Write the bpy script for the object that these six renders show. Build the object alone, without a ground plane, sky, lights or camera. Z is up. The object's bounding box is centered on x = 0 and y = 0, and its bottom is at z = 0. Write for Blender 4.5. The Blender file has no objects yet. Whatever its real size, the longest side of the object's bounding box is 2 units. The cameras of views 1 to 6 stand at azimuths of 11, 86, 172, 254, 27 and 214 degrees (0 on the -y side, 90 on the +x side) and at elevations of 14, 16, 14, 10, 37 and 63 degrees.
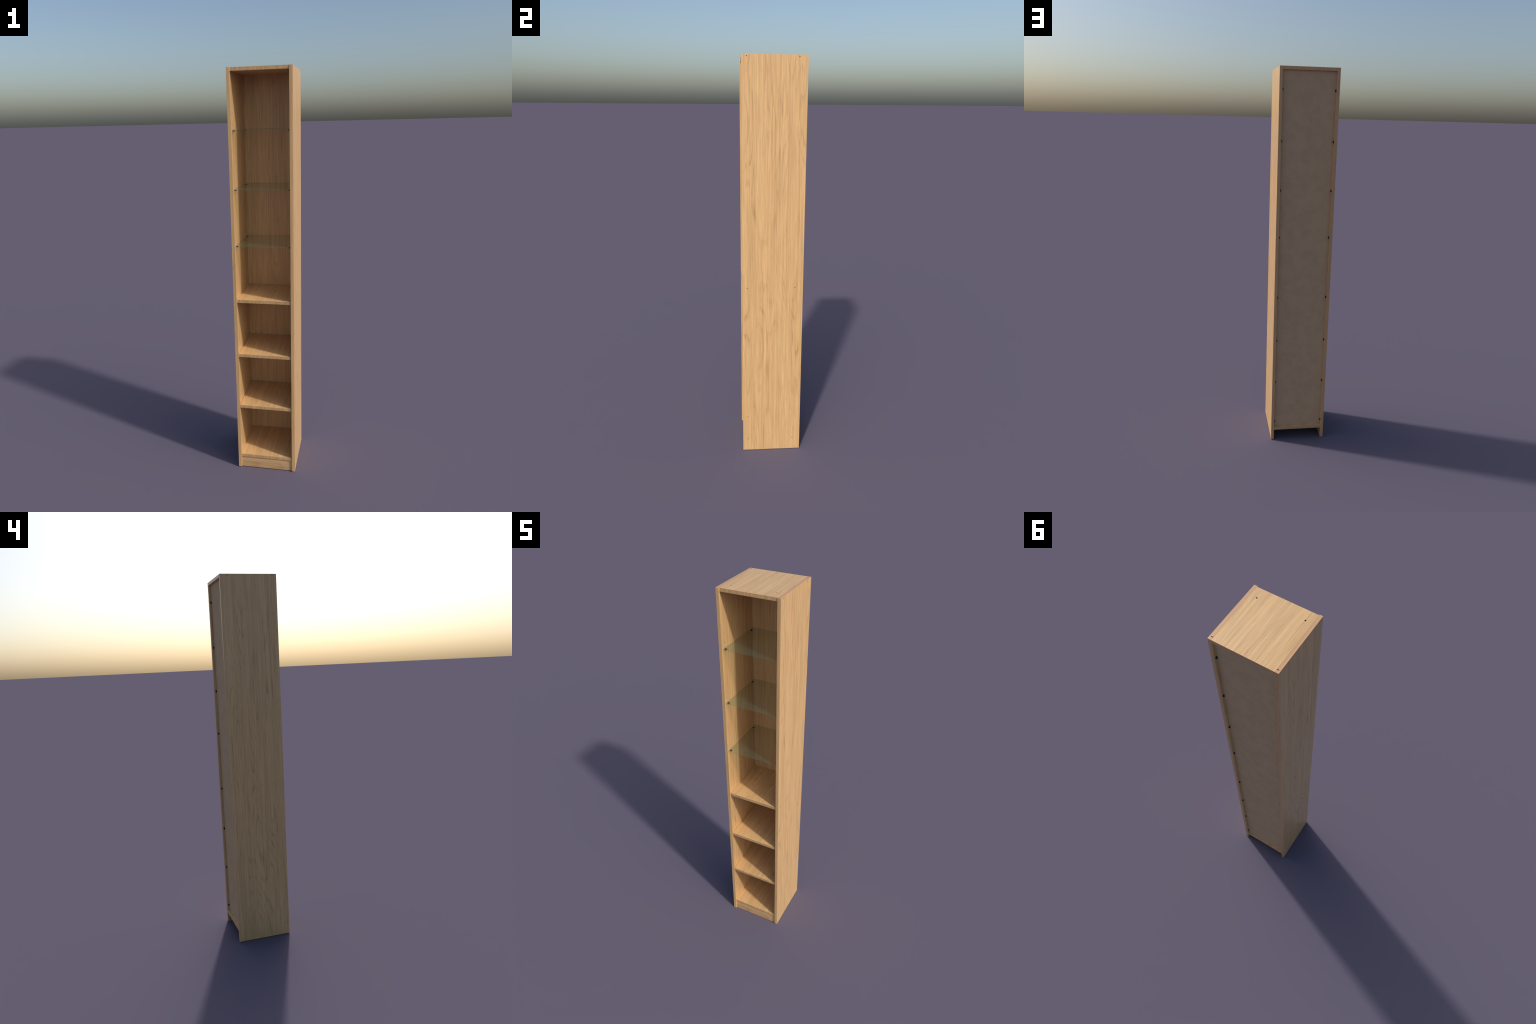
"""Tall narrow bookcase in oak veneer: two full-height sides, top, fixed middle shelf,
bottom over a plinth, two loose wooden shelves, three glass shelves on metal pins,
and a thin fibreboard back held in a groove by black clips.  Metres, z up."""
import bpy, bmesh, math
from mathutils import Vector

# ------------------------------------------------------------------ sizes
HALF_W, HALF_D, HEIGHT = 0.1483, 0.1500, 2.0
BOARD = 0.0158                       # board thickness
INNER = HALF_W - BOARD               # inner face of the sides
FRONT = -0.1465                      # front of top and shelves (sides stand 3.5 mm proud)
GROOVE_Y0, GROOVE_Y1, GROOVE_DEPTH = 0.1342, 0.1374, 0.0090
BACK_Y0, BACK_Y1 = 0.1345, 0.1371    # back panel faces
ROW_FRONT, ROW_BACK = -0.1262, 0.1104    # the two drilled rows in each side
PITCH = 0.02703
GLASS_PINS = (1.7270, 1.4567, 1.1864)
LOOSE_PINS = (0.6172, 0.3356)
LOOSE_BOTTOM = (0.6230, 0.3413)
FIXED_Z, BOTTOM_Z = 0.9160, 0.0666   # mid-heights of the boards that are bolted on
LOOSE_THICK = 0.0155
GLASS_THICK = 0.0042
THROUGH_HOLES = (1.7993, 0.2023)
CLIP_Z = (1.8935, 1.6490, 1.4057, 1.1627, 0.8375, 0.5930, 0.3495, 0.1055)

scene = bpy.context.scene

# ------------------------------------------------------------------ node helpers
class Nodes:
    def __init__(self, name):
        self.mat = bpy.data.materials.new(name)
        self.mat.use_nodes = True
        self.t = self.mat.node_tree
        self.t.nodes.clear()
        self.out = self.t.nodes.new("ShaderNodeOutputMaterial")

    def put(self, socket, value):
        if isinstance(value, bpy.types.NodeSocket):
            self.t.links.new(value, socket)
        else:
            socket.default_value = value

    def math(self, op, a, b=None, clamp=False):
        n = self.t.nodes.new("ShaderNodeMath")
        n.operation, n.use_clamp = op, clamp
        self.put(n.inputs[0], a)
        if b is not None:
            self.put(n.inputs[1], b)
        return n.outputs[0]

    def ramp(self, v, lo, hi, a=0.0, b=1.0):
        n = self.t.nodes.new("ShaderNodeMapRange")
        n.interpolation_type = "SMOOTHSTEP"
        for i, x in enumerate((v, lo, hi, a, b)):
            self.put(n.inputs[i], x)
        return n.outputs[0]

    def mix(self, f, a, b, mode="MIX"):
        n = self.t.nodes.new("ShaderNodeMix")
        n.data_type, n.blend_type = "RGBA", mode
        self.put(n.inputs[0], f)
        self.put(n.inputs[6], a)
        self.put(n.inputs[7], b)
        return n.outputs[2]

    def noise(self, vec, detail=2.0, rough=0.5, distort=0.0):
        n = self.t.nodes.new("ShaderNodeTexNoise")
        n.inputs["Scale"].default_value = 1.0
        n.inputs["Detail"].default_value = detail
        n.inputs["Roughness"].default_value = rough
        n.inputs["Distortion"].default_value = distort
        self.put(n.inputs["Vector"], vec)
        return n.outputs[0]

    def coords(self):
        c = self.t.nodes.new("ShaderNodeTexCoord")
        s = self.t.nodes.new("ShaderNodeSeparateXYZ")
        self.t.links.new(c.outputs["Object"], s.inputs[0])
        return s.outputs

    def vec(self, a, g, d, scale, off=(0, 0, 0)):
        n = self.t.nodes.new("ShaderNodeCombineXYZ")
        for i, v in enumerate((a, g, d)):
            self.put(n.inputs[i], self.math("MULTIPLY_ADD", v, scale[i]))
            n.inputs[i].links[0].from_node.inputs[2].default_value = off[i]
        return n.outputs[0]

    def bump(self, h, strength, dist):
        n = self.t.nodes.new("ShaderNodeBump")
        n.inputs["Strength"].default_value = strength
        n.inputs["Distance"].default_value = dist
        self.put(n.inputs["Height"], h)
        return n.outputs[0]

    def principled(self, **kw):
        n = self.t.nodes.new("ShaderNodeBsdfPrincipled")
        for k, v in kw.items():
            self.put(n.inputs[k.replace("_", " ")], v)
        self.t.links.new(n.outputs[0], self.out.inputs[0])
        return n


def rgb(r, g, b):
    return (r, g, b, 1.0)


WOOD_LIGHT = (0.790, 0.506, 0.235)
WOOD_DARK = (0.400, 0.228, 0.096)


def oak(name, across, along, depth, off=(0.0, 0.0, 0.0), tint=(1, 1, 1), figure=1.0, contrast=1.0):
    """Oak veneer.  across / along / depth name the object axes that run over the grain,
    with the grain and into the board."""
    m = Nodes(name)
    xyz = m.coords()
    a, g, d = xyz[across], xyz[along], xyz[depth]
    V = lambda s: m.vec(a, g, d, s, off)
    # growth rings: contour lines of a long smooth height field give the cathedral arches
    field = m.noise(V((8.0, 1.0, 9.0)), 1.0, 0.45)
    wobble = m.noise(V((70.0, 5.0, 20.0)), 2.0, 0.5)
    phase = m.math("ADD", m.math("MULTIPLY", field, 19.0), m.math("MULTIPLY", wobble, 0.5))
    phase = m.math("ADD", phase, m.math("MULTIPLY", a, 14.0))
    saw = m.math("FRACT", phase)
    line = m.math("MULTIPLY", m.ramp(saw, 0.55, 0.88), m.ramp(saw, 0.99, 0.91))
    where = m.ramp(m.noise(V((17.0, 1.3, 14.0)), 1.5, 0.5), 0.38, 0.60)
    broken = m.ramp(m.noise(V((120.0, 6.0, 40.0)), 2.0, 0.6), 0.34, 0.64)
    ring = m.math("MULTIPLY", m.math("MULTIPLY", line, where), broken)
    # straight streaks of several widths
    wide = m.ramp(m.noise(V((28.0, 0.5, 25.0)), 2.0, 0.5), 0.30, 0.70)
    mid = m.ramp(m.noise(V((95.0, 1.6, 60.0)), 2.0, 0.55), 0.34, 0.68)
    fine = m.ramp(m.noise(V((230.0, 6.0, 120.0)), 2.0, 0.6), 0.34, 0.68)
    flecks = m.ramp(m.noise(V((260.0, 22.0, 200.0)), 1.0, 0.5), 0.60, 0.74)
    total = m.math("MULTIPLY", ring, 0.43 * figure)
    for v, k in ((wide, 0.13), (mid, 0.21), (fine, 0.26), (flecks, 0.16)):
        total = m.math("ADD", total, m.math("MULTIPLY", v, k * contrast))
    light = rgb(*(c * t for c, t in zip(WOOD_LIGHT, tint)))
    dark = rgb(*(c * t for c, t in zip(WOOD_DARK, tint)))
    col = m.mix(m.math("MINIMUM", total, 1.0), light, dark)
    pink = m.ramp(m.noise(V((42.0, 0.8, 30.0)), 1.0, 0.5), 0.45, 0.72)
    col = m.mix(m.math("MULTIPLY", pink, 0.35), col, rgb(1.0, 0.955, 0.99), "MULTIPLY")
    nrm = m.bump(total, 0.12, 0.0006)
    m.principled(Base_Color=col, Roughness=0.36, Specular_IOR_Level=0.55, Normal=nrm)
    return m.mat


X, Y, Z = 0, 1, 2
EDGE_TINT = (0.955, 0.94, 0.93)
END_TINT = (0.81, 0.73, 0.75)     # darker, pinkish tint on board ends and rear-facing edges
MAT_SIDE = oak("oak_veneer_upright", Y, Z, X)
MAT_SHELF = oak("oak_veneer_shelf", X, Y, Z, (0.37, 0.6, 0.2), figure=0.8)
MAT_PLINTH = oak("oak_veneer_plinth", Z, X, Y, (3.1, 0.4, 1.0), figure=0.8)
MAT_BACK_FRONT = oak("oak_print_back", X, Z, Y, (5.3, 0.7, 2.0), figure=0.6)
MAT_EDGE_UP = oak("oak_edging_upright", X, Z, Y, (1.9, 2.7, 0.5), EDGE_TINT, 0.3, 0.9)
MAT_EDGE_ACROSS = oak("oak_edging_across", X, Z, Y, (4.7, 1.1, 3.5), EDGE_TINT, 0.2, 1.3)
MAT_EDGE_REAR = oak("oak_edging_rear", X, Z, Y, (6.1, 3.3, 1.5), END_TINT, 0.2, 0.6)
MAT_EDGE_END = oak("oak_edging_end", X, Y, Z, (2.2, 5.1, 0.5), END_TINT, 0.2, 0.7)


def plain(name, color, rough, metallic=0.0, spec=0.4):
    m = Nodes(name)
    v = m.noise(m.vec(*m.coords(), (900, 900, 900)), 2.0)
    dark = rgb(*(c * 0.82 for c in color))
    col = m.mix(m.ramp(v, 0.35, 0.65), rgb(*color), dark)
    m.principled(Base_Color=col, Roughness=rough, Metallic=metallic, Specular_IOR_Level=spec)
    return m.mat


MAT_CHIP = plain("raw_chipboard", (0.34, 0.20, 0.10), 0.9)
MAT_METAL = plain("zinc_metal", (0.78, 0.80, 0.82), 0.42, 1.0)
MAT_SOCKET = plain("dark_socket", (0.05, 0.05, 0.05), 0.6)
MAT_RUBBER = plain("black_rubber", (0.012, 0.013, 0.012), 0.55)
MAT_CLIP = plain("black_plastic", (0.008, 0.008, 0.008), 0.5)
MAT_CAM = plain("cam_metal", (0.72, 0.76, 0.70), 0.4, 0.35)


def fibreboard():
    m = Nodes("fibreboard_rear")
    x, y, z = m.coords()
    cloud = m.noise(m.vec(x, y, z, (26, 26, 26)), 4.0, 0.6)
    grit = m.noise(m.vec(x, y, z, (420, 420, 420)), 3.0, 0.65)
    v = m.math("ADD", m.math("MULTIPLY", cloud, 0.6), m.math("MULTIPLY", grit, 0.4))
    col = m.mix(m.ramp(v, 0.36, 0.64), rgb(0.590, 0.398, 0.234), rgb(0.530, 0.352, 0.203))
    m.principled(Base_Color=col, Roughness=0.8, Specular_IOR_Level=0.2)
    return m.mat


def tinted_glass():
    m = Nodes("tinted_glass")
    body = m.t.nodes.new("ShaderNodeBsdfPrincipled")
    body.inputs["Base Color"].default_value = rgb(0.13, 0.21, 0.17)
    body.inputs["Roughness"].default_value = 0.08
    clear = m.t.nodes.new("ShaderNodeBsdfTransparent")
    clear.inputs[0].default_value = rgb(0.97, 1.0, 0.97)
    blend = m.t.nodes.new("ShaderNodeMixShader")
    blend.inputs[0].default_value = 0.11
    m.t.links.new(clear.outputs[0], blend.inputs[1])
    m.t.links.new(body.outputs[0], blend.inputs[2])
    m.t.links.new(blend.outputs[0], m.out.inputs[0])
    return m.mat


MAT_FIBRE = fibreboard()
MAT_GLASS = tinted_glass()

# ------------------------------------------------------------------ mesh helpers
def new_object(name, mesh, parent, location=(0, 0, 0)):
    ob = bpy.data.objects.new(name, mesh)
    scene.collection.objects.link(ob)
    ob.parent = parent
    ob.location = location
    return ob


def box_bm(x0, x1, y0, y1, z0, z1, bevel=0.0):
    bm = bmesh.new()
    bmesh.ops.create_cube(bm, size=1.0)
    for v in bm.verts:
        v.co = Vector((x0 if v.co.x < 0 else x1, y0 if v.co.y < 0 else y1, z0 if v.co.z < 0 else z1))
    if bevel:
        bmesh.ops.bevel(bm, geom=bm.edges[:], offset=bevel, segments=2, profile=0.5, affect="EDGES")
    return bm


def to_mesh(bm, name, mats):
    bmesh.ops.recalc_face_normals(bm, faces=bm.faces[:])
    me = bpy.data.meshes.new(name)
    bm.to_mesh(me)
    bm.free()
    for m in mats:
        me.materials.append(m)
    return me


def add_drill(bm, axis, centre, radius, start, end, segments=20):
    """Closed cylinder along axis X or Z from start to end, added to a cutter."""
    rings = []
    for t in (start, end):
        ring = []
        for i in range(segments):
            c, s = radius * math.cos(2 * math.pi * i / segments), radius * math.sin(2 * math.pi * i / segments)
            p = (t, centre[0] + c, centre[1] + s) if axis == X else (centre[0] + c, centre[1] + s, t)
            ring.append(bm.verts.new(p))
        rings.append(ring)
    bm.faces.new(rings[0][::-1])
    bm.faces.new(rings[1])
    for i in range(segments):
        j = (i + 1) % segments
        bm.faces.new((rings[0][i], rings[0][j], rings[1][j], rings[1][i]))


def cut(mesh, cutter_bm):
    """Subtracts the cutter and returns a new mesh."""
    cutter = new_object("cutter", to_mesh(cutter_bm, "cutter", []), None)
    body = new_object("body", mesh, None)
    mod = body.modifiers.new("cut", "BOOLEAN")
    mod.operation, mod.solver, mod.object = "DIFFERENCE", "EXACT", cutter
    done = bpy.data.meshes.new_from_object(body.evaluated_get(bpy.context.evaluated_depsgraph_get()))
    done.name = mesh.name
    bpy.data.objects.remove(body)
    bpy.data.objects.remove(cutter)
    return done


def paint(mesh, choose):
    """Material slot per face from its normal and centre."""
    for p in mesh.polygons:
        p.material_index = choose(p.normal, p.center)


def axis_of(n):
    return max(range(3), key=lambda i: abs(n[i]))


# ------------------------------------------------------------------ the bookcase
bookcase = bpy.data.objects.new("bookcase", None)
scene.collection.objects.link(bookcase)
bookcase["label"] = "tall narrow oak veneer bookcase with glass and wooden shelves"
bookcase["category"] = "bookcase"

# --- sides, each with a groove for the back and two drilled rows
pin_holes = [z + k * PITCH for z in GLASS_PINS + LOOSE_PINS for k in (-1, 1)]
bolt_spots = [(y, z) for z in (HEIGHT - BOARD / 2, FIXED_Z, BOTTOM_Z) for y in (ROW_FRONT, ROW_BACK)]
HOLE_R = 0.0018
BOLT_R = {1: 0.0024, -1: 0.0031}    # right side: sunk deep; left side: nearly flush


def side_panel(sign):
    inner, outer = sign * INNER, sign * HALF_W
    lo, hi = min(inner, outer), max(inner, outer)
    base = to_mesh(box_bm(lo, hi, -HALF_D, HALF_D, 0.0, HEIGHT, 0.0004), "side_panel",
                   [MAT_SIDE, MAT_EDGE_UP, MAT_EDGE_END, MAT_CHIP, MAT_EDGE_REAR])
    groove = sorted((inner - sign * 0.003, inner + sign * GROOVE_DEPTH))
    base = cut(base, box_bm(groove[0], groove[1], GROOVE_Y0, GROOVE_Y1, -0.01, HEIGHT + 0.01))
    drill = bmesh.new()
    for y in (ROW_FRONT, ROW_BACK):
        for z in pin_holes:
            add_drill(drill, X, (y, z), HOLE_R, inner - sign * 0.003, inner + sign * 0.009)
    for z in THROUGH_HOLES:
        add_drill(drill, X, (ROW_FRONT, z), HOLE_R, inner - sign * 0.003, outer + sign * 0.003)
    for y, z in bolt_spots:
        add_drill(drill, X, (y, z), BOLT_R[sign], outer - sign * (0.004 if sign < 0 else 0.009), outer + sign * 0.003)
    base = cut(base, drill)
    bores = [(y, z) for y in (ROW_FRONT, ROW_BACK) for z in pin_holes] + bolt_spots + [(ROW_FRONT, z) for z in THROUGH_HOLES]

    def choose(n, c):
        if GROOVE_Y0 - 1e-4 <= c.y <= GROOVE_Y1 + 1e-4 and lo + 0.001 < c.x < hi - 0.001:
            return 3
        if any(abs(c.y - y) < 0.003 and abs(c.z - z) < 0.003 for y, z in bores) and lo + 0.0005 < c.x < hi - 0.0005:
            return 3
        return 4 if n.y > 0.8 else (0, 1, 2)[axis_of(n)]

    paint(base, choose)
    return new_object("side_panel", base, bookcase)


sides = {s: side_panel(s) for s in (1, -1)}


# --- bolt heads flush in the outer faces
def disc_mesh(name, radius, thick, mats, socket=0.0, axis=X, segments=24, taper=0.92):
    bm = bmesh.new()
    bmesh.ops.create_cone(bm, cap_ends=True, segments=segments, radius1=radius, radius2=radius * taper, depth=thick)
    if socket:
        top = max(bm.faces, key=lambda f: f.calc_center_median().z)
        inner = bmesh.ops.inset_region(bm, faces=[top], thickness=radius - socket)
        bmesh.ops.translate(bm, verts=top.verts[:], vec=(0, 0, -thick * 0.5))
        for f in bm.faces:
            if f is top:
                f.material_index = 1
    if axis == X:
        for v in bm.verts:
            v.co = Vector((v.co.z, v.co.x, v.co.y))
    return to_mesh(bm, name, mats)


bolt_mesh = {s: disc_mesh("bolt_head", BOLT_R[s] - 0.0001, 0.003, [MAT_METAL, MAT_SOCKET], socket=0.0009, taper=0.55) for s in (1, -1)}
for s, panel in sides.items():
    for y, z in bolt_spots:
        ob = new_object("bolt_head", bolt_mesh[s], panel, (s * (HALF_W - (0.0020 if s < 0 else 0.0055)), y, z))
        ob.rotation_euler = (0, 0, 0 if s > 0 else math.pi)


# --- boards lying flat: veneer above and below, edging on the rims
def flat_board(name, half_w, y0, y1, z0, z1, drill=None):
    me = to_mesh(box_bm(-half_w, half_w, y0, y1, z0, z1, 0.0004), name, [MAT_SHELF, MAT_EDGE_ACROSS, MAT_EDGE_END, MAT_CHIP, MAT_EDGE_REAR])
    if drill:
        me = cut(me, drill)

    def choose(n, c):
        if z0 + 0.0008 < c.z < z1 - 0.0008 and abs(c.x) < half_w - 0.002 and y0 + 0.002 < c.y < y1 - 0.002:
            return 3
        return 4 if n.y > 0.8 else {0: 2, 1: 1, 2: 0}[axis_of(n)]

    paint(me, choose)
    return new_object(name, me, bookcase)


CAM_X, CAM_Y = 0.1040, -0.0992
top_drill = bmesh.new()
for s in (1, -1):
    add_drill(top_drill, Z, (s * CAM_X, CAM_Y), 0.0034, HEIGHT - 0.008, HEIGHT + 0.004)
flat_board("top_panel", INNER - 0.0002, FRONT, HALF_D, HEIGHT - BOARD, HEIGHT - 0.0001, top_drill)
flat_board("fixed_shelf", INNER - 0.0002, FRONT, BACK_Y0 - 0.0003, FIXED_Z - BOARD / 2, FIXED_Z + BOARD / 2)
cam_drill = bmesh.new()
for s in (1, -1):
    add_drill(cam_drill, Z, (s * CAM_X, CAM_Y - 0.0012), 0.0045, BOTTOM_Z - 0.002, BOTTOM_Z + 0.012)
bottom = flat_board("bottom_panel", INNER - 0.0002, FRONT, HALF_D, BOTTOM_Z - BOARD / 2, BOTTOM_Z + BOARD / 2, cam_drill)
for z in LOOSE_BOTTOM:
    flat_board("shelf", INNER - 0.0009, FRONT, BACK_Y0 - 0.002, z, z + LOOSE_THICK)

cam_mesh = disc_mesh("cam_lock", 0.0043, 0.006, [MAT_CAM, MAT_SOCKET], socket=0.0, axis=Z)
for s in (1, -1):
    new_object("cam_lock", cam_mesh, bottom, (s * CAM_X, CAM_Y - 0.0012, BOTTOM_Z + BOARD / 2 - 0.0029))

# --- plinth under the bottom board
plinth = to_mesh(box_bm(-INNER + 0.0003, INNER - 0.0003, -0.1435, -0.1435 + BOARD, 0.0, BOTTOM_Z - BOARD / 2 - 0.0003, 0.0003),
                 "plinth", [MAT_PLINTH])
new_object("plinth", plinth, bookcase)

# --- back panel: oak print towards the shelves, bare fibreboard behind
back = to_mesh(box_bm(-INNER - 0.0075, INNER + 0.0075, BACK_Y0, BACK_Y1, BOTTOM_Z + BOARD / 2 - 0.0002 + 0.0004, HEIGHT - BOARD - 0.0003),
               "back_panel", [MAT_BACK_FRONT, MAT_FIBRE])
paint(back, lambda n, c: 0 if n.y < -0.5 else 1)
new_object("back_panel", back, bookcase)

# --- black clips that press the back panel forward in its groove
def clip_mesh():
    bm = bmesh.new()
    radius, reach, centre, cut_y = 0.0065, 0.0050, 0.0014, 0.0001
    profile = []
    a0 = math.asin((cut_y - centre) / radius)
    for i in range(17):
        a = a0 + (math.pi - 2 * a0) * i / 16
        profile.append((centre + radius * math.sin(a), radius * math.cos(a)))
    near = [bm.verts.new((0.0, y, z)) for y, z in profile]
    far = [bm.verts.new((-reach, centre + (y - centre) * 0.94 if y > centre else y, z * 0.94)) for y, z in profile]
    n = len(profile)
    bm.faces.new(near)
    bm.faces.new(far[::-1])
    for i in range(n):
        j = (i + 1) % n
        bm.faces.new((near[i], far[i], far[j], near[j]))
    return to_mesh(bm, "back_clip", [MAT_CLIP])


clip = clip_mesh()
for s in (1, -1):
    for z in CLIP_Z:
        ob = new_object("back_clip", clip, bookcase, (s * (INNER + 0.0001), BACK_Y1, z))
        ob.scale.x = s

# --- shelf supports: flange, half-round pin and a black pad on the flat
def half_round(radius, x0, x1, z_top, flat_drop, mat, name, segments=16):
    bm = bmesh.new()
    prof = [(radius * math.cos(math.pi * i / segments), z_top - flat_drop - radius * math.sin(math.pi * i / segments)) for i in range(segments + 1)]
    ends = [[bm.verts.new((x, y, z)) for y, z in prof] for x in (x0, x1)]
    bm.faces.new(ends[0])
    bm.faces.new(ends[1][::-1])
    n = len(prof)
    for i in range(n):
        j = (i + 1) % n
        bm.faces.new((ends[0][i], ends[0][j], ends[1][j], ends[1][i]))
    return bm


def support_meshes():
    pin = half_round(0.0042, 0.0, 0.0100, 0.0, 0.0016, MAT_METAL, "pin")
    bmesh.ops.create_cone(pin, cap_ends=True, segments=24, radius1=0.0052, radius2=0.0048, depth=0.0014)
    disc = pin.verts[-48:]
    for v in disc:
        v.co = Vector((v.co.z + 0.0008, v.co.x, v.co.y))
    bmesh.ops.create_cone(pin, cap_ends=True, segments=16, radius1=0.0020, radius2=0.0020, depth=0.008)
    for v in pin.verts[-32:]:
        v.co = Vector((v.co.z - 0.0038, v.co.x, v.co.y))
    pad = box_bm(0.0016, 0.0104, -0.0043, 0.0043, -0.0034, 0.0004, 0.0008)
    return to_mesh(pin, "shelf_support", [MAT_METAL]), to_mesh(pad, "rubber_pad", [MAT_RUBBER])


pin_mesh, pad_mesh = support_meshes()
for z in GLASS_PINS + LOOSE_PINS:
    for s in (-1, 1):
        for y in (ROW_FRONT, ROW_BACK):
            wood = z in LOOSE_PINS
            ob = new_object("shelf_support", pin_mesh, bookcase, (s * -1 * -INNER, y, z))
            ob.rotation_euler = (0, 0, math.pi if s > 0 else 0.0)
            if wood:
                ob.scale = (0.9, 0.85, 0.85)
            new_object("rubber_pad", pad_mesh, ob)

# --- glass shelves resting on the pads
for z in GLASS_PINS:
    w = INNER - 0.0012
    me = to_mesh(box_bm(-w, w, FRONT, 0.1338, z + 0.0005, z + 0.0005 + GLASS_THICK, 0.0004), "glass_shelf", [MAT_GLASS])
    new_object("glass_shelf", me, bookcase)
